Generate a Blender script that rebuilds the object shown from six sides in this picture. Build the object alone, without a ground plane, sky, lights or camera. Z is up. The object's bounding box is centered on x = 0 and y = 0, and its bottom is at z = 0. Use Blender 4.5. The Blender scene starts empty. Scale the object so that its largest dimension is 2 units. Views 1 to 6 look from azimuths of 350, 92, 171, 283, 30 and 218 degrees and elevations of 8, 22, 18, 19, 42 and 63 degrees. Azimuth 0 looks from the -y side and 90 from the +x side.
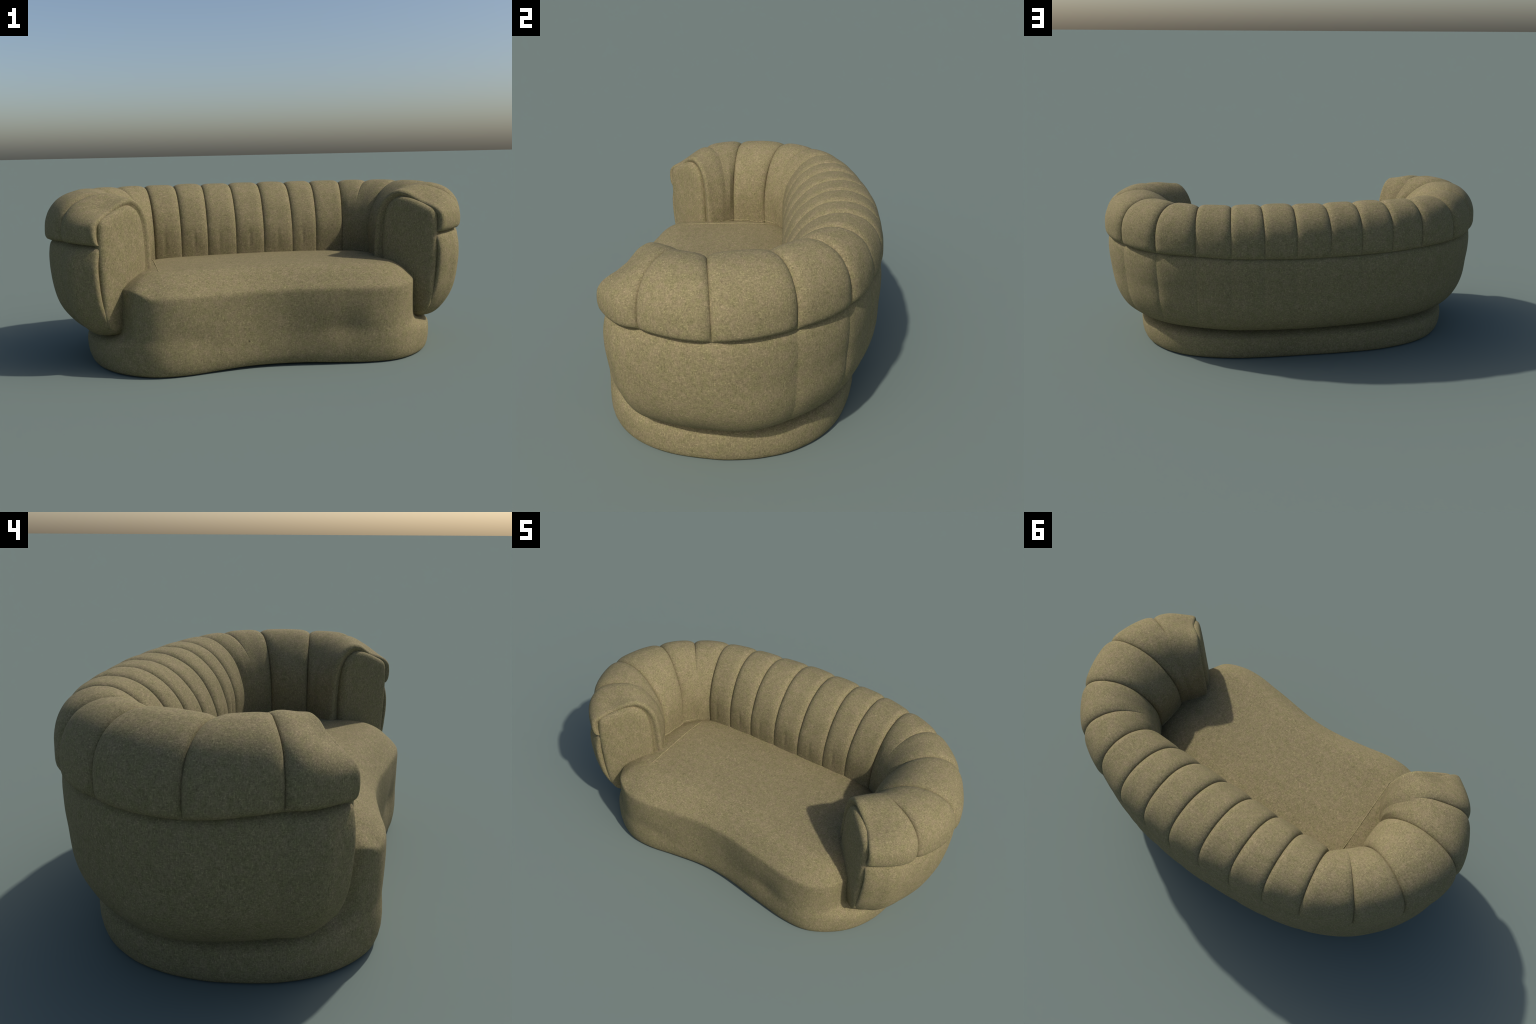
"""Kidney-shaped two-seat sofa with a channel-tufted wrap-around back, built from
plan curves, a roll cross-section and a shell cross-section (metres, z up)."""
import bpy, math
import numpy as np

# ------------------------------------------------------------------ helpers
def pchip(x, y, xq):
    """Shape-preserving cubic through (x, y); y may have several columns."""
    x = np.asarray(x, float); y = np.asarray(y, float); xq = np.asarray(xq, float)
    flat = y.ndim == 1
    if flat:
        y = y[:, None]
    h = np.diff(x)[:, None]; d = np.diff(y, axis=0) / h
    m = np.zeros_like(y)
    w1 = 2 * h[1:] + h[:-1]; w2 = h[1:] + 2 * h[:-1]
    same = d[1:] * d[:-1] > 0
    den = w1 / np.where(same, d[:-1], 1) + w2 / np.where(same, d[1:], 1)
    m[1:-1] = np.where(same, (w1 + w2) / np.where(same, den, 1), 0)
    m[0], m[-1] = d[0], d[-1]
    i = np.clip(np.searchsorted(x, xq, side='right') - 1, 0, len(x) - 2)
    hh = h[i]; t = ((xq - x[i])[:, None]) / hh
    out = ((2*t**3 - 3*t**2 + 1) * y[i] + (t**3 - 2*t**2 + t) * hh * m[i]
           + (-2*t**3 + 3*t**2) * y[i+1] + (t**3 - t**2) * hh * m[i+1])
    return out[:, 0] if flat else out

def closed_curve(pts, n):
    """Closed Catmull-Rom curve through pts, resampled to n points by arc length."""
    P = np.asarray(pts, float); N = len(P); out = []
    for i in range(N):
        a, b, c, d = P[i-1], P[i], P[(i+1) % N], P[(i+2) % N]
        t = np.linspace(0, 1, 24, endpoint=False)[:, None]
        out.append(.5*((2*b) + (c-a)*t + (2*a-5*b+4*c-d)*t**2 + (3*b-a-3*c+d)*t**3))
    return resample(np.vstack(out), n, closed=True)

def resample(C, n, closed=False):
    C = np.vstack([C, C[:1]]) if closed else C
    L = np.r_[0, np.cumsum(np.linalg.norm(np.diff(C, axis=0), axis=1))]
    q = np.linspace(0, L[-1], n, endpoint=not closed)
    return np.stack([np.interp(q, L, C[:, k]) for k in range(C.shape[1])], 1)

def smooth01(a, b, x):
    t = np.clip((x - a) / (b - a), 0, 1)
    return t * t * (3 - 2 * t)

def wobble(P, amp, freq=1.0):
    """Soft unevenness of hand-stuffed upholstery: a few crossed sine waves."""
    x, y, z = P[..., 0]*freq, P[..., 1]*freq, P[..., 2]*freq
    return amp * (np.sin(11*x + 5*z + 1.3) * np.sin(9*y + 7*z + .4)
                  + .6*np.sin(23*x - 13*y + 2.1) * np.sin(19*z + 8*x)
                  + .4*np.sin(31*y + 27*z + 17*x))

def grid_quads(nr, nc, wrap=False, off=0):
    r, c = np.meshgrid(np.arange(nr - 1), np.arange(nc if wrap else nc - 1), indexing='ij')
    c2 = (c + 1) % nc
    return np.stack([r*nc + c, r*nc + c2, (r+1)*nc + c2, (r+1)*nc + c], -1).reshape(-1, 4) + off

def vertex_normals(V, F):
    a, b, c, d = (V[F[:, k]] for k in range(4))
    n = np.cross(c - a, d - b)
    N = np.zeros_like(V)
    for k in range(4):
        np.add.at(N, F[:, k], n)
    return N / np.maximum(np.linalg.norm(N, axis=1), 1e-12)[:, None]

def make_object(name, V, F, mat, parent=None, N=None):
    used, inv = np.unique(F, return_inverse=True)
    F2 = inv.reshape(F.shape)
    faces = []
    for f in F2.tolist():
        g = [f[0]]
        for v in f[1:]:
            if v != g[-1]:
                g.append(v)
        if len(g) > 2 and g[0] == g[-1]:
            g.pop()
        if len(g) > 2:
            faces.append(g)
    me = bpy.data.meshes.new(name)
    me.from_pydata(V[used].tolist(), [], faces)
    me.polygons.foreach_set('use_smooth', [True] * len(me.polygons))
    me.update()
    if N is not None:
        me.normals_split_custom_set_from_vertices(N[used].tolist())
    me.materials.append(mat)
    ob = bpy.data.objects.new(name, me)
    bpy.context.scene.collection.objects.link(ob)
    ob.parent = parent
    return ob

# ------------------------------------------------------------------ material
class Nodes:
    def __init__(self, name):
        self.mat = bpy.data.materials.new(name); self.mat.use_nodes = True
        self.t = self.mat.node_tree; self.t.nodes.clear()
    def add(self, kind, **kw):
        n = self.t.nodes.new(kind)
        for k, v in kw.items():
            if k in n.inputs: n.inputs[k].default_value = v
            else: setattr(n, k, v)
        return n
    def link(self, a, b): self.t.links.new(a, b)
    def math(self, op, a, b=None, clamp=False):
        n = self.t.nodes.new('ShaderNodeMath'); n.operation = op; n.use_clamp = clamp
        for i, v in enumerate((a, b)):
            if v is None: continue
            if isinstance(v, (int, float)): n.inputs[i].default_value = v
            else: self.link(v, n.inputs[i])
        return n.outputs[0]
    def noise(self, vec, scale, detail=2.0, rough=.5, stretch=None, rot=None, distortion=0.0):
        if stretch or rot:
            m = self.t.nodes.new('ShaderNodeMapping')
            m.inputs['Scale'].default_value = stretch or (1, 1, 1)
            m.inputs['Rotation'].default_value = rot or (0, 0, 0)
            self.link(vec, m.inputs['Vector']); vec = m.outputs[0]
        n = self.t.nodes.new('ShaderNodeTexNoise')
        n.inputs['Scale'].default_value = scale; n.inputs['Detail'].default_value = detail
        n.inputs['Roughness'].default_value = rough; n.inputs['Distortion'].default_value = distortion
        self.link(vec, n.inputs['Vector'])
        return n.outputs['Fac']
    def remap(self, v, a, b, lo, hi):
        n = self.t.nodes.new('ShaderNodeMapRange')
        self.link(v, n.inputs[0])
        for i, x in enumerate((a, b, lo, hi)): n.inputs[i+1].default_value = x
        return n.outputs[0]

BASE = (0.197, 0.166, 0.086)
def fabric(name, specks=(), tint=1.0, front_panel=False):
    """Felted olive-tan wool: cross-laid short fibres, lighter flecks, soft brown/green patches."""
    g = Nodes(name)
    co = g.add('ShaderNodeTexCoord').outputs['Object']
    swirl = g.noise(co, 60, 1, .5)
    # short fibres laid along the three axes
    fx = g.noise(co, 210, 2, .55, stretch=(.38, 1.5, 1.5), distortion=.5)
    fy = g.noise(co, 210, 2, .55, stretch=(1.5, .38, 1.5), distortion=.5)
    fz = g.noise(co, 210, 2, .55, stretch=(1.5, 1.5, .38), distortion=.5)
    fib = g.math('MULTIPLY', g.math('ADD', g.math('ADD', fx, fy), fz), 1/3)
    fine = g.noise(co, 520, 2, .6)
    patch = g.noise(co, 6, 3, .55)
    mid = g.noise(co, 34, 2, .5)
    grain = g.noise(co, 150, 2, .6)
    # value
    v = g.math('ADD', g.remap(fib, .38, .62, .72, 1.28), g.remap(fine, .3, .7, -.12, .12))
    v = g.math('ADD', v, g.remap(patch, .3, .7, -.03, .03))
    v = g.math('ADD', v, g.remap(mid, .3, .7, -.04, .04))
    v = g.math('ADD', v, g.remap(grain, .3, .7, -.12, .12))
    fleck = g.math('MAXIMUM', g.math('MAXIMUM', fx, fy), fz)
    v = g.math('ADD', v, g.remap(fleck, .64, .76, 0.0, .50))
    v = g.math('MULTIPLY', v, tint)
    # hue: brownish <-> greenish patches
    hue = g.math('ADD', g.math('MULTIPLY', mid, .55), g.math('MULTIPLY', swirl, .45))
    ramp = g.add('ShaderNodeValToRGB'); e = ramp.color_ramp.elements
    e[0].position, e[1].position = .36, .64
    e[0].color = (BASE[0]*.975, BASE[1]*1.005, BASE[2]*.95, 1)
    e[1].color = (BASE[0]*1.035, BASE[1]*.99, BASE[2]*1.07, 1)
    g.link(hue, ramp.inputs[0])
    if front_panel:                                  # one width of cloth on the seat front is a shade darker
        sep = g.add('ShaderNodeSeparateXYZ'); g.link(co, sep.inputs[0])
        m = g.math('MULTIPLY', g.remap(sep.outputs[0], .035, .05, 0, 1), g.remap(sep.outputs[0], .34, .56, 1, 0))
        m = g.math('MULTIPLY', m, g.remap(sep.outputs[2], .33, .36, 1, 0))
        v = g.math('MULTIPLY', v, g.remap(m, 0, 1, 1, .93))
    # small stains at given places
    for (p, r, dark) in specks:
        d = g.add('ShaderNodeVectorMath', operation='DISTANCE'); g.link(co, d.inputs[0]); d.inputs[1].default_value = p
        k = g.math('ADD', d.outputs['Value'], g.remap(fine, .3, .7, -r*.4, r*.4))
        v = g.math('MULTIPLY', v, g.remap(k, r*.5, r*1.1, dark, 1.0))
    mul = g.add('ShaderNodeVectorMath', operation='SCALE')
    g.link(ramp.outputs[0], mul.inputs[0]); g.link(v, mul.inputs['Scale'])
    bump = g.add('ShaderNodeBump', Strength=.35, Distance=.002)
    g.link(g.math('ADD', fib, g.math('MULTIPLY', fine, .3)), bump.inputs['Height'])
    b = g.add('ShaderNodeBsdfPrincipled', Roughness=.95)
    b.inputs['Specular IOR Level'].default_value = .12
    g.link(mul.outputs[0], b.inputs['Base Color']); g.link(bump.outputs[0], b.inputs['Normal'])
    out = g.add('ShaderNodeOutputMaterial'); g.link(b.outputs[0], out.inputs['Surface'])
    return g.mat

ROLL_FABRIC = fabric('channel_fabric', specks=[((-.633, -.082, .715), .004, .35), ((.667, -.07, .715), .004, .45),
                                               ((-.985, -.24, .66), .006, 1.5), ((-.975, -.25, .65), .005, 1.4)])
SHELL_FABRIC = fabric('shell_fabric')
SEAT_FABRIC = fabric('seat_fabric', specks=[((-.13, -.493, .126), .0045, .3), ((.265, -.508, .138), .0045, .3),
                                            ((-.175, -.475, .058), .004, .6)], front_panel=True)
HIGHLIGHT_FABRIC = fabric('seam_highlight_fabric', tint=1.45)  # paler copy of the cloth: seam edge highlight put into the colour

# ------------------------------------------------------------------ plan keys
# every groove between two channels is one upright section: outer seam point O, inner seat point I
KEYS = np.array([  # O.x   O.y     I.x    I.y    zO
    ( .760, -.471,  .530, -.250, .568),
    ( .909, -.314,  .583, -.178, .573),
    ( .981, -.079,  .606, -.129, .563),
    ( .893,  .180,  .604,  .031, .560),
    ( .731,  .356,  .552,  .101, .562),
    ( .547,  .446,  .493,  .136, .565),
    ( .385,  .498,  .350,  .136, .562),
    ( .231,  .518,  .221,  .136, .561),
    ( .081,  .527,  .069,  .136, .560),
    (-.081,  .524, -.077,  .136, .560),
    (-.234,  .510, -.225,  .136, .561),
    (-.391,  .486, -.360,  .136, .562),
    (-.553,  .442, -.495,  .136, .565),
    (-.748,  .338, -.552,  .101, .562),
    (-.893,  .180, -.604,  .031, .560),
    (-.980, -.079, -.606, -.129, .563),
    (-.898, -.308, -.583, -.178, .573),
    (-.760, -.469, -.530, -.250, .568)])
NK = len(KEYS); NL = NK - 1                     # 18 sections, 17 channels
kt = np.r_[0, np.cumsum(np.linalg.norm(np.diff(KEYS[:, :2], axis=0), axis=1))]

NF = 30                                          # columns per channel, crowded towards the grooves
f_in = (1 - np.cos(np.pi * np.arange(NF + 1) / NF)) / 2
f_first = np.sin(np.pi / 2 * np.arange(NF + 1) / NF)      # the front channels crowd only at their rear groove
f_last = 1 - f_first[::-1]
tcol, lobe_of, f_of = [], [], []
for i in range(NL):
    fi = f_first if i == 0 else f_last if i == NL - 1 else f_in
    for j in range(NF + (i == NL - 1)):
        tcol.append(kt[i] + (kt[i+1] - kt[i]) * fi[j]); lobe_of.append(i); f_of.append(fi[j])
tcol = np.array(tcol); lobe_of = np.array(lobe_of); f_of = np.array(f_of); NC = len(tcol)
col = pchip(kt, KEYS, tcol)
def spline(x, Y, xq):
    """C2 cubic spline with parabolic ends: keeps the outer plan curve round between grooves."""
    n = len(x); h = np.diff(x); A = np.zeros((n, n)); r = np.zeros((n, Y.shape[1]))
    A[0, :2] = 1, -1; A[-1, -2:] = -1, 1
    for i in range(1, n - 1):
        A[i, i-1:i+2] = h[i-1], 2 * (h[i-1] + h[i]), h[i]
        r[i] = 6 * ((Y[i+1] - Y[i]) / h[i] - (Y[i] - Y[i-1]) / h[i-1])
    M = np.linalg.solve(A, r)
    i = np.clip(np.searchsorted(x, xq, side='right') - 1, 0, n - 2); hh = h[i][:, None]
    a = (x[i+1] - xq)[:, None] / hh; b = 1 - a
    return a * Y[i] + b * Y[i+1] + ((a**3 - a) * M[i] + (b**3 - b) * M[i+1]) * hh**2 / 6
col[:, :2] = spline(kt, KEYS[:, :2], tcol)
O, I, ZO = col[:, :2], col[:, 2:4], col[:, 4]
# the foremost channel of each arm swells out sideways, more on the left arm
swell = np.where(lobe_of == 0, .006, np.where(lobe_of == NL - 1, .003, 0)) * np.sin(np.pi * f_of)
O = O + swell[:, None] * np.column_stack([np.sign(O[:, 0]) * .68, np.full(NC, -.73)])
D = I - O; R = np.linalg.norm(D, axis=1); D = D / R[:, None]

# ------------------------------------------------------------------ roll cross-section (u across, z up)
MAIN = np.array([(0, .565), (-.008, .595), (-.004, .635), (.022, .675), (.078, .711), (.16, .738), (.26, .754), (.37, .762),
                 (.47, .761), (.57, .752), (.68, .731), (.78, .699), (.87, .654), (.94, .60), (.985, .545), (1.0, .485), (.995, .42), (.985, .375)])
FRONT = np.array([(-.012, .565), (-.042, .582), (-.054, .612), (-.042, .645), (.02, .671), (.12, .688), (.27, .706), (.40, .729), (.52, .747),
                  (.63, .753), (.73, .745), (.83, .722), (.91, .688), (.965, .645), (.995, .60), (1.01, .54), (1.02, .48), (1.02, .42), (1.0, .375)])
NS = 84
def dense(profile):
    k = np.arange(len(profile), dtype=float)
    return pchip(k, profile, np.linspace(0, k[-1], 600))
def by_arc(profile, scale):
    C = dense(profile) * np.array([scale, 1.0])
    return resample(C, NS) / np.array([scale, 1.0])
main, front = by_arc(MAIN, .36), by_arc(FRONT, .315)
front_share = 1 - np.clip(np.minimum(tcol, kt[-1] - tcol) / (kt[1] * 1.08), 0, 1)**1.35
prof = main[:, None, :] * (1 - front_share)[None, :, None] + front[:, None, :] * front_share[None, :, None]
z = prof[..., 1] + (ZO - .565)[None, :] * (np.clip(1 - np.linspace(0, 1, NS) / .13, 0, 1)**1.5)[:, None]
XY = O[None] + D[None] * (prof[..., 0] * R[None])[..., None]
P0 = np.dstack([XY, z])                          # NS x NC x 3, groove-level surface
roll_quads = grid_quads(NS, NC)[:, ::-1]
N0 = vertex_normals(P0.reshape(-1, 3), roll_quads).reshape(NS, NC, 3)
if (N0[NS // 2, :, 2]).mean() < 0:
    N0 = -N0; roll_quads = roll_quads[:, ::-1]

# stuffing height of the channels
s = np.linspace(0, 1, NS)
end_up = np.sqrt(np.clip(1 - (1 - np.clip(s / .04, 0, 1))**2, 0, 1))      # tucked in at the outer seam
inner = 1 - .62 * smooth01(.62, .97, s)                                     # flatter where it meets the seat
amp_lobe = np.array([.018, .019, .021, .020, .020, .0185, .017, .019, .018, .0175, .019, .018, .020, .020, .022, .021, .019])
fillet = np.array([.045, .050, .054, .052, .048] + [.037]*7 + [.048, .052, .054, .050, .045])
fade = np.ones((NK, NS))
for k in (1, NK - 2): fade[k] = 1 - smooth01(.32, .50, s)
for k in (4, NK - 5): fade[k] = 1 - smooth01(.30, .66, s)
fade[0] = fade[-1] = 0
H = np.zeros((NS, NC))
km = (kt[:-1] + kt[1:]) / 2
amp_col = np.interp(tcol, km, amp_lobe)
for i in range(NL):
    c0, c1 = i * NF, (i + 1) * NF
    width = np.linalg.norm(P0[:, c1] - P0[:, c0], axis=1)
    for c in range(c0, c1 + (i == NL - 1)):
        f = f_of[c]
        drop = 0
        for key, d in ((i, f), (i + 1, 1 - f)):
            w = np.minimum(fillet[i], .5 * width)
            q = np.clip(d * width / w, 0, 1)
            rise = np.sqrt(1 - (1 - q)**2)
            drop = drop + fade[key] * (1 - rise) + fade[key] * .08 * (1 - smooth01(0, .5, d))
        H[:, c] = amp_col[c] * np.clip(1 - drop, 0, 1)
outer_soft = np.ones((NS, NC)) + .35 * (smooth01(.52, .72, s)[:, None] * np.interp(np.minimum(tcol, kt[-1] - tcol), [0, km[2], km[3], kt[5]], [1, 1, .8, 0])[None]); end_soft = np.ones(NC)
for c in range(NC):
    if 5 <= lobe_of[c] <= 11:
        outer_soft[:, c] = .5 + .5 * smooth01(.08, .34, s)      # back channels are flatter behind
    if lobe_of[c] == 0: end_soft[c] = .12 + .88 * smooth01(0, .85, f_of[c])
    if lobe_of[c] == NL - 1: end_soft[c] = .12 + .88 * smooth01(0, .85, 1 - f_of[c])
H *= (end_up * inner)[:, None] * outer_soft * end_soft[None]
# short puckers low on the inside of the back channels
for i in range(6, 12):
    for c in range(i * NF, (i + 1) * NF):
        H[:, c] -= .0034 * np.exp(-((f_of[c] - .54 - .05 * math.sin(2.3 * i)) / .05)**2) * np.exp(-((s - .84) / .06)**2)
H += wobble(P0, .0014) * end_up[:, None]
P = P0 + N0 * H[..., None]

# ------------------------------------------------------------------ shell cross-section (offset outwards, z)
SHELL = np.array([(-.055, .602), (-.036, .588), (-.018, .573), (-.006, .560), (.003, .545), (.007, .52), (.009, .49), (.008, .445), (.002, .38), (-.011, .315),
                  (-.034, .255), (-.070, .202), (-.100, .172), (-.125, .155), (-.155, .148), (-.19, .150)])
NH = 60
k = np.arange(len(SHELL), dtype=float)
SHELL_FRONT = SHELL.copy()                       # the arm fronts hang lower before they turn under
SHELL_FRONT[4:9, 0] += [.009, .014, .018, .021, .022]
SHELL_FRONT[9:] = [(.013, .315), (-.007, .255), (-.036, .202), (-.060, .174), (-.085, .157), (-.115, .148), (-.155, .144)]
shell_prof = resample(pchip(k, SHELL, np.linspace(0, k[-1], 400)), NH)
SHELL_BACK = SHELL.copy()                        # fuller belly round the back
SHELL_BACK[9:] = [(-.003, .315), (-.017, .255), (-.042, .202), (-.066, .174), (-.092, .157), (-.125, .148), (-.16, .146)]
shell_back = resample(pchip(k, SHELL_BACK, np.linspace(0, k[-1], 400)), NH)
shell_end = resample(pchip(k, SHELL_FRONT, np.linspace(0, k[-1], 400)), NH)
fs = (1 - smooth01(0, 1, np.minimum(tcol, kt[-1] - tcol) / kt[2]))[None, :]
bs = smooth01(-.14, .10, O[:, 1])[None, :]; ms = 1 - fs - bs
off = shell_prof[:, 0][:, None] * ms + shell_end[:, 0][:, None] * fs + shell_back[:, 0][:, None] * bs
zz = shell_prof[:, 1][:, None] * ms + shell_end[:, 1][:, None] * fs + shell_back[:, 1][:, None] * bs + (ZO - .565)[None, :] * smooth01(.40, .57, shell_prof[:, 1])[:, None]
# vertical stitched seams under the grooves: two clear ones on the right corner, faint ones elsewhere
seam_depth = np.full(NK, .0024); seam_depth[[0, 1, 2, NK-1, NK-2, NK-3, NK-4, NK-5]] = 0
seam_depth[3] = .0055; seam_depth[4] = .0045
seam_fade = smooth01(.16, .24, shell_prof[:, 1])
for kk in range(NK):
    if seam_depth[kk] > 0:
        dist = np.abs(tcol - kt[kk])
        off -= (seam_depth[kk] * np.exp(-(dist / np.where(kk == 3, .030, .018))**1.3))[None] * seam_fade[:, None]
off += (np.where(lobe_of == NL - 1, .010, 0) * np.sin(np.pi * f_of))[None] * smooth01(.57, .50, zz)
S = np.dstack([O[None] - D[None] * off[..., None], zz])
S[..., 2] += .006 * (1 - smooth01(.16, .30, S[..., 2]))
S[..., :2] += (D[None] * wobble(S, .0010)[..., None]) * seam_fade[:, None, None]

# ------------------------------------------------------------------ rounded arm fronts
RHO = .014
def build_front(ci):
    sgn = 1 if ci == 0 else -1
    d3 = np.array([D[ci, 0], D[ci, 1], 0.0])
    nrm = np.array([d3[1], -d3[0], 0.0])
    if nrm[1] > 0: nrm = -nrm
    return d3, nrm

# end sections stand RHO behind the face; the rings bring the edge round to it
def add_rings(G, ci, steps, weight):
    d3, nrm = build_front(ci)
    C = G[:, ci]
    T = np.gradient(C, axis=0)
    t2 = np.stack([T @ d3, T[:, 2]], 1); t2 /= np.maximum(np.linalg.norm(t2, axis=1), 1e-9)[:, None]
    n2 = np.stack([-t2[:, 1], t2[:, 0]], 1)
    ctr = np.array([.16, .50])
    rz = np.stack([(C - np.array([O[ci, 0], O[ci, 1], 0])) @ d3, C[:, 2]], 1)
    flip = np.sign(((ctr - rz) * n2).sum(1).sum())
    n2 *= flip
    n2 = n2 * weight[:, None] + np.array([1.0, 0]) * (1 - weight)[:, None]      # along the roll seam both parts turn in level and meet
    n2 /= np.linalg.norm(n2, axis=1)[:, None]
    rings = []
    for inset, forward in steps:
        rings.append(C + (n2[:, 0] * inset)[:, None] * d3 + np.outer(n2[:, 1] * inset, [0, 0, 1.0]) + nrm * forward)
    return rings
STEPS = [(RHO * (1 - math.cos(a)), RHO * math.sin(a)) for a in np.linspace(0, math.pi / 2, 8)[1:]]
STEPS += [(RHO + .006, RHO - .001), (RHO + .011, RHO - .004), (RHO + .017, RHO - .008), (RHO + .028, RHO - .011), (RHO + .042, RHO - .012), (RHO + .06, RHO - .012)]

LEAN = .014
def shifted(G, back_off):
    """Pull the end columns back so the rounded edge finishes on the measured front plane."""
    G = G.copy()
    for ci in (0, NC - 1):
        d3, nrm = build_front(ci)
        cols = range(0, NF) if ci == 0 else range(NC - NF, NC)
        for c in cols:
            share = 1 - abs(tcol[c] - tcol[ci]) / kt[1]
            across = (G[:, c, :2] - O[c]) @ D[c]
            lean = LEAN * np.exp(-((across - .09) / .06)**2) * smooth01(.60, .66, G[:, c, 2])   # the shoulder of the hood lies back
            G[:, c] -= nrm * (back_off * max(share, 0)**2 + lean * max(share, 0)**1.2)[:, None]
    return G

SHELL_STEPS = [(.030 * (1 - math.cos(a)), .068 * math.sin(a)) for a in np.linspace(0, math.pi / 2, 8)[1:]]
SHELL_STEPS += [(.034, .067), (.038, .064), (.043, .060), (.052, .057), (.068, .056), (.086, .056)]
def with_fronts(G, steps, back_off, weight):
    G = shifted(G, back_off)
    a = add_rings(G, 0, steps, weight)[::-1]; b = add_rings(G, NC - 1, steps, weight)
    G = np.concatenate([np.stack(a, 1), G, np.stack(b, 1)], axis=1)
    for _ in range(8):                              # melt the sweep into the rounded front
        for lo, hi in ((NR - 5, NR + 12), (NC + NR - 13, NC + NR + 4)):
            G[:, lo:hi] = .5 * G[:, lo:hi] + .25 * (G[:, lo-1:hi-1] + G[:, lo+1:hi+1])
    return G
NR = len(STEPS)
P = with_fronts(P, STEPS, RHO, smooth01(0, .13, s)); S = with_fronts(S, SHELL_STEPS, .068, 1 - smooth01(.49, .555, shell_end[:, 1]))
NCX = NC + 2 * NR

def split_strip(G, cuts, flip_test):
    """Quads of a grid cut into column ranges, with the normals of the whole strip."""
    n, m = G.shape[:2]; V = G.reshape(-1, 3)
    Q = grid_quads(n, m)
    Nn = vertex_normals(V, Q)
    if flip_test(Nn.reshape(n, m, 3)) < 0:
        Q = Q[:, ::-1]; Nn = -Nn
    cc = (Q.min(1) % m)
    return V, Nn, [Q[(cc >= a) & (cc < b)] for a, b in zip(cuts[:-1], cuts[1:])]

# ------------------------------------------------------------------ seat and base, one lofted body
HALF = [(0, -.466), (.13, -.473), (.28, -.497), (.42, -.524), (.53, -.521), (.625, -.478), (.715, -.395), (.780, -.275),
        (.813, -.13), (.818, -.04), (.805, .06), (.765, .165), (.68, .268), (.56, .34), (.39, .388), (.2, .403)]
UPPER = [(0, -.466), (.13, -.473), (.28, -.496), (.415, -.521), (.52, -.519), (.598, -.481), (.634, -.425), (.663, -.364),
         (.680, -.29), (.690, -.19), (.690, -.09), (.674, .01), (.635, .10), (.56, .18), (.43, .235), (.21, .27)]
def both(half, back):
    return half + [(0, back)] + [(-x, y) for x, y in half[:0:-1]]
NT = 640
# sample both outlines with the same spline parameter so they correspond
def spline_same(pts, n):
    Pp = np.asarray(pts, float); N = len(Pp)
    q = np.arange(n) * N / n; i = q.astype(int); t = (q - i)[:, None]
    a, b, c, d = Pp[(i-1) % N], Pp[i], Pp[(i+1) % N], Pp[(i+2) % N]
    return .5*((2*b) + (c-a)*t + (2*a-5*b+4*c-d)*t**2 + (3*b-a-3*c+d)*t**3)
B = spline_same(both(HALF, .405), NT); U = spline_same(both(UPPER, .28), NT)
for C in (B, U):                                 # the waist of the kidney is a little lopsided
    C[:, 1] -= (.016 * np.exp(-((C[:, 0] - .2) / .19)**2) + .004 * np.exp(-((C[:, 0] + .2) / .2)**2)) * (C[:, 1] < -.3)
same = (1 - smooth01(.36, .60, np.abs(U[:, 0]))) * (U[:, 1] < -.3)   # no step across the front
U += (B - U) * same[:, None]
def outward(C):
    T = np.roll(C, -1, 0) - np.roll(C, 1, 0)
    n = np.stack([T[:, 1], -T[:, 0]], 1); n /= np.linalg.norm(n, axis=1)[:, None]
    return n if (n * C).sum() > 0 else -n
nB, nU = outward(B), outward(U)

def seat_height(x, y):
    h = .432 + .008 * np.cos(np.clip(x / .6, -1, 1) * math.pi / 2) * np.cos(np.clip((y + .15) / .5, -1, 1) * math.pi / 2)
    h = h - .012 * smooth01(-.10, .16, y)
    ax = np.abs(x)                                # pulled-down strip between the crease and the arm
    slope = np.where(x < 0, .085, .035)
    over = np.sqrt(np.maximum(ax - .509, 0)**2 + .004**2) - .004
    h = h - slope * np.where(ax > .509, over, 0) * smooth01(-.45, -.25, y)
    return h

rows = []
# (z, swell of the outline, share of the upper outline)
WALL = [(.020, -.030, 0), (.004, -.016, 0), (0.0, -.008, 0), (.003, 0.0, 0), (.012, .007, 0), (.03, .013, 0), (.055, .017, 0), (.085, .018, 0), (.108, .0175, .02),
        (.116, .0178, .06), (.127, .0175, .16), (.136, .0175, .30), (.144, .0175, .48), (.151, .0175, .66), (.158, .0175, .82), (.168, .0175, .93), (.180, .018, .985),
        (.196, .018, 1), (.215, .018, 1), (.25, .018, 1), (.285, .018, 1)]
for zc, sw, b in WALL:
    XYr = (B + nB * sw) * (1 - b) + (U + nU * sw) * b
    lift = .007 * smooth01(.38, .12, np.abs(B[:, 0])) * (B[:, 1] < 0) * (1 - smooth01(.0, .06, zc))   # hem rises at the waist
    rows.append(np.column_stack([XYr, zc + lift]))
rim_from = U + nU * .018
spine = np.column_stack([np.clip(rim_from[:, 0], -.40, .40), np.full(NT, -.10)])     # medial line the seat rings close on
inward = spine - rim_from; reach = np.linalg.norm(inward, axis=1)
RIM = np.array([(0, .122), (.0015, .105), (.004, .094), (.012, .083), (.026, .070), (.044, .052), (.064, .034), (.085, .020), (.11, .009), (.14, .003), (.19, 0)])
RIM_CORNER = np.array([(0, .078), (.0015, .070), (.005, .064), (.012, .058), (.03, .045), (.06, .028), (.09, .016), (.13, .005), (.19, 0)])   # squarer beside the arms
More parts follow.
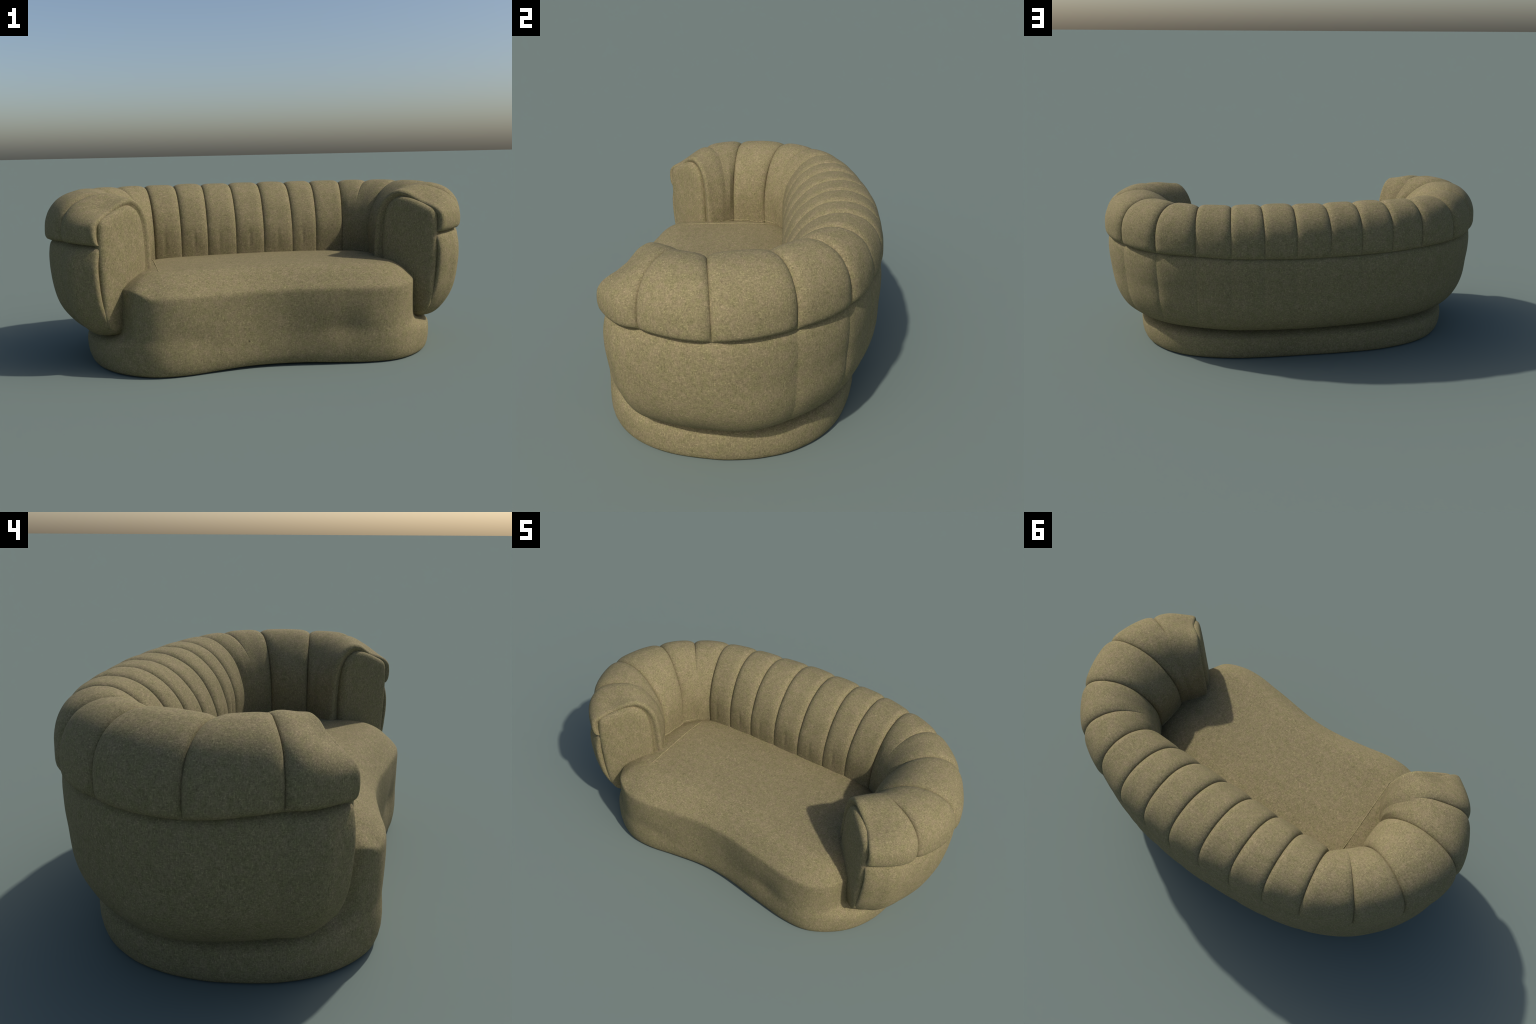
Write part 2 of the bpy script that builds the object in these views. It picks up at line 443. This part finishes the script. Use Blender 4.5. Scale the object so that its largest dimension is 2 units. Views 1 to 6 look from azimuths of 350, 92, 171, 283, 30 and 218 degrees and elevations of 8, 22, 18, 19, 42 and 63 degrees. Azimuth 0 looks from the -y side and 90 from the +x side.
rim_e = np.concatenate([[.0008, .002, .0035, .006], np.linspace(.009, .19, 22)])
for e in rim_e:
    XYr = rim_from + inward * (e / reach)[:, None]
    h = seat_height(XYr[:, 0], XYr[:, 1])
    q = smooth01(.53, .62, np.abs(rim_from[:, 0])) * np.where(rim_from[:, 0] < 0, 1, .5)
    rows.append(np.column_stack([XYr, h - pchip(RIM[:, 0], RIM[:, 1], [e])[0] * (1 - q) - pchip(RIM_CORNER[:, 0], RIM_CORNER[:, 1], [e])[0] * q]))
e0 = .19 / reach
for g in np.linspace(0, 1, 44)[1:]:
    XYr = rim_from + inward * (e0 + (1 - e0) * g)[:, None]
    rows.append(np.column_stack([XYr, seat_height(XYr[:, 0], XYr[:, 1])]))
body = np.stack(rows)
body[4:] += 0
w = wobble(body, .0013, .8)
hor = np.zeros_like(body); hor[..., :2] = nB[None]
nrow_wall = len(WALL)
body[:nrow_wall] += hor[:nrow_wall] * (w[:nrow_wall] * smooth01(0, .06, body[:nrow_wall, :, 2]))[..., None]
body[nrow_wall:, :, 2] += w[nrow_wall:] * .6
for (x0, y0, z0, depth) in ((.30, -.52, .165, .012), (-.40, -.52, .16, .006)):      # soft hollows above the hem
    g2 = ((body[..., 0] - x0) / .11)**2 + ((body[..., 1] - y0) / .2)**2 + ((body[..., 2] - z0) / .055)**2
    body -= hor * (depth * np.exp(-g2))[..., None]
nb = body.shape[0]
bV = body.reshape(-1, 3); bQ = grid_quads(nb, NT, wrap=True)
bN = vertex_normals(bV, bQ)
if bN.reshape(nb, NT, 3)[8, 0, 1] > 0:
    bQ = bQ[:, ::-1]; bN = -bN
bN.reshape(nb, NT, 3)[-1] = (0, 0, 1)

# ------------------------------------------------------------------ assemble
sofa = bpy.data.objects.new('sofa', None)
bpy.context.scene.collection.objects.link(sofa)
sofa['label'] = 'olive tan kidney-shaped sofa with channel-tufted wrap-around back'
sofa['category'] = 'sofa'

cut_row = 14                                     # base below, seat above
row_of = bQ.min(1) // NT
make_object('base', bV, bQ[row_of < cut_row], SEAT_FABRIC, sofa, bN)
seat = make_object('seat', bV, bQ[row_of >= cut_row], SEAT_FABRIC, sofa, bN)

# outer shell: right arm, back, left arm
A1, A2 = NR + 4 * NF, NR + 13 * NF
sV, sN, (q_r, q_b, q_l) = split_strip(S, [0, A1, A2, NCX], lambda n: n[NH // 3, NCX // 2, 1])
arm_r = make_object('armrest', sV, q_r, SHELL_FABRIC, sofa, sN)
back = make_object('backrest', sV, q_b, SHELL_FABRIC, sofa, sN)
arm_l = make_object('armrest', sV, q_l, SHELL_FABRIC, sofa, sN)

cuts = [0] + [NR + i * NF for i in range(1, NL)] + [NCX]
rV, rN, parts = split_strip(P, cuts, lambda n: n[NS // 2, NCX // 2, 2])
for i, q in enumerate(parts):
    par = arm_r if i < 4 else (arm_l if i >= NL - 4 else back)
    make_object('channel', rV, q, ROLL_FABRIC, par, rN)

# ------------------------------------------------------------------ padded arm fronts
PAD = [(.085, .186), (.056, .206), (.039, .243), (.028, .29), (.020, .38), (.0155, .47), (.014, .56), (.017, .625), (.022, .652), (.036, .669),
       (.07, .686), (.11, .703), (.15, .717), (.185, .723), (.215, .714), (.243, .692), (.262, .655), (.272, .60), (.277, .53), (.277, .46),
       (.274, .38), (.25, .28), (.19, .212), (.125, .184)]
NPD = 200
pad2 = closed_curve(PAD, NPD)
pn = outward(pad2 - pad2.mean(0))
pc = np.array([.15, .46])
rings2 = [(-.006, -.070), (-.001, -.030), (.001, -.014), (.001, -.006), (-.001, .000), (-.005, .006), (-.011, .011), (-.020, .0145), (-.032, .0165), (-.045, .0175)]
for ci, par in ((0, arm_r), (NC - 1, arm_l)):
    d3, nrm = build_front(ci)
    base3 = np.array([O[ci, 0], O[ci, 1], 0.0])
    rr = []
    for grow, fwd in rings2:
        c2 = pad2 + pn * grow
        rr.append((c2, np.full(NPD, fwd)))
    l2 = rr[-1][0]
    for g in np.linspace(1, 0, 12)[1:]:
        rr.append((pc + (l2 - pc) * g, np.full(NPD, .0175 + .005 * (1 - g**2))))
    W = np.stack([base3 + c[:, :1] * d3 + c[:, 1:] * np.array([0, 0, 1]) + nrm * (np.minimum(fw, 0) + np.maximum(fw, 0) * (.25 + .75 * smooth01(.16, .34, c[:, 1])))[:, None] for c, fw in rr])
    W += nrm * (wobble(W, .0008))[..., None]
    m = W.shape[0]; V = W.reshape(-1, 3); Q = grid_quads(m, NPD, wrap=True)
    Nn = vertex_normals(V, Q)
    if (Nn.reshape(m, NPD, 3)[9] @ nrm).mean() < 0:
        Q = Q[:, ::-1]; Nn = -Nn
    Nn.reshape(m, NPD, 3)[-1] = nrm
    make_object('front_pad', V, Q, SHELL_FABRIC, par, Nn)

# ------------------------------------------------------------------ added pale tubes for the edge highlights on the seat
def tube(name, pts, radius, parent):
    C = resample(np.asarray(pts, float), 120)
    T = np.gradient(C, axis=0); T /= np.linalg.norm(T, axis=1)[:, None]
    side = np.cross(T, [0, 0, 1.0]); side /= np.linalg.norm(side, axis=1)[:, None]
    up = np.cross(side, T)
    a = np.linspace(0, 2*np.pi, 10, endpoint=False)
    taper = np.sqrt(np.clip(np.minimum(np.arange(120), 119 - np.arange(120)) / 12, .05, 1))
    V = (C[:, None] + radius * taper[:, None, None] * (np.cos(a)[None, :, None] * side[:, None] + np.sin(a)[None, :, None] * up[:, None])).reshape(-1, 3)
    return make_object(name, V, grid_quads(120, 10, wrap=True), HIGHLIGHT_FABRIC, parent)
for sg, rad in ((-1, .0013), (1, .0007)):
    y = np.linspace(.085, -.38, 60)
    x = sg * (.509 + .004 * np.cos(y * 8))
    tube('seam_highlight', np.column_stack([x, y, seat_height(x, y) - .0002]), rad, seat)  # added tube, paints the bevel highlight along the crease
# same pale tube for the highlight on the seam between arms and seat
for a, b in ((NR + 2, NR + 4 * NF), (NR + 13 * NF, NCX - NR - 2)):
    line = []
    for c in range(a, b, 3):
        q = P[NS // 2:, c]
        gap = q[:, 2] - (seat_height(q[:, 0], q[:, 1]) - np.interp(np.maximum(np.abs(q[:, 0]) - .5, 0), [0, .2], [.002, .02]))
        kx = np.nonzero(gap < 0)[0]
        if len(kx): line.append(q[max(kx[0] - 1, 0)])
    tube('seam_highlight', line, .0013, seat)
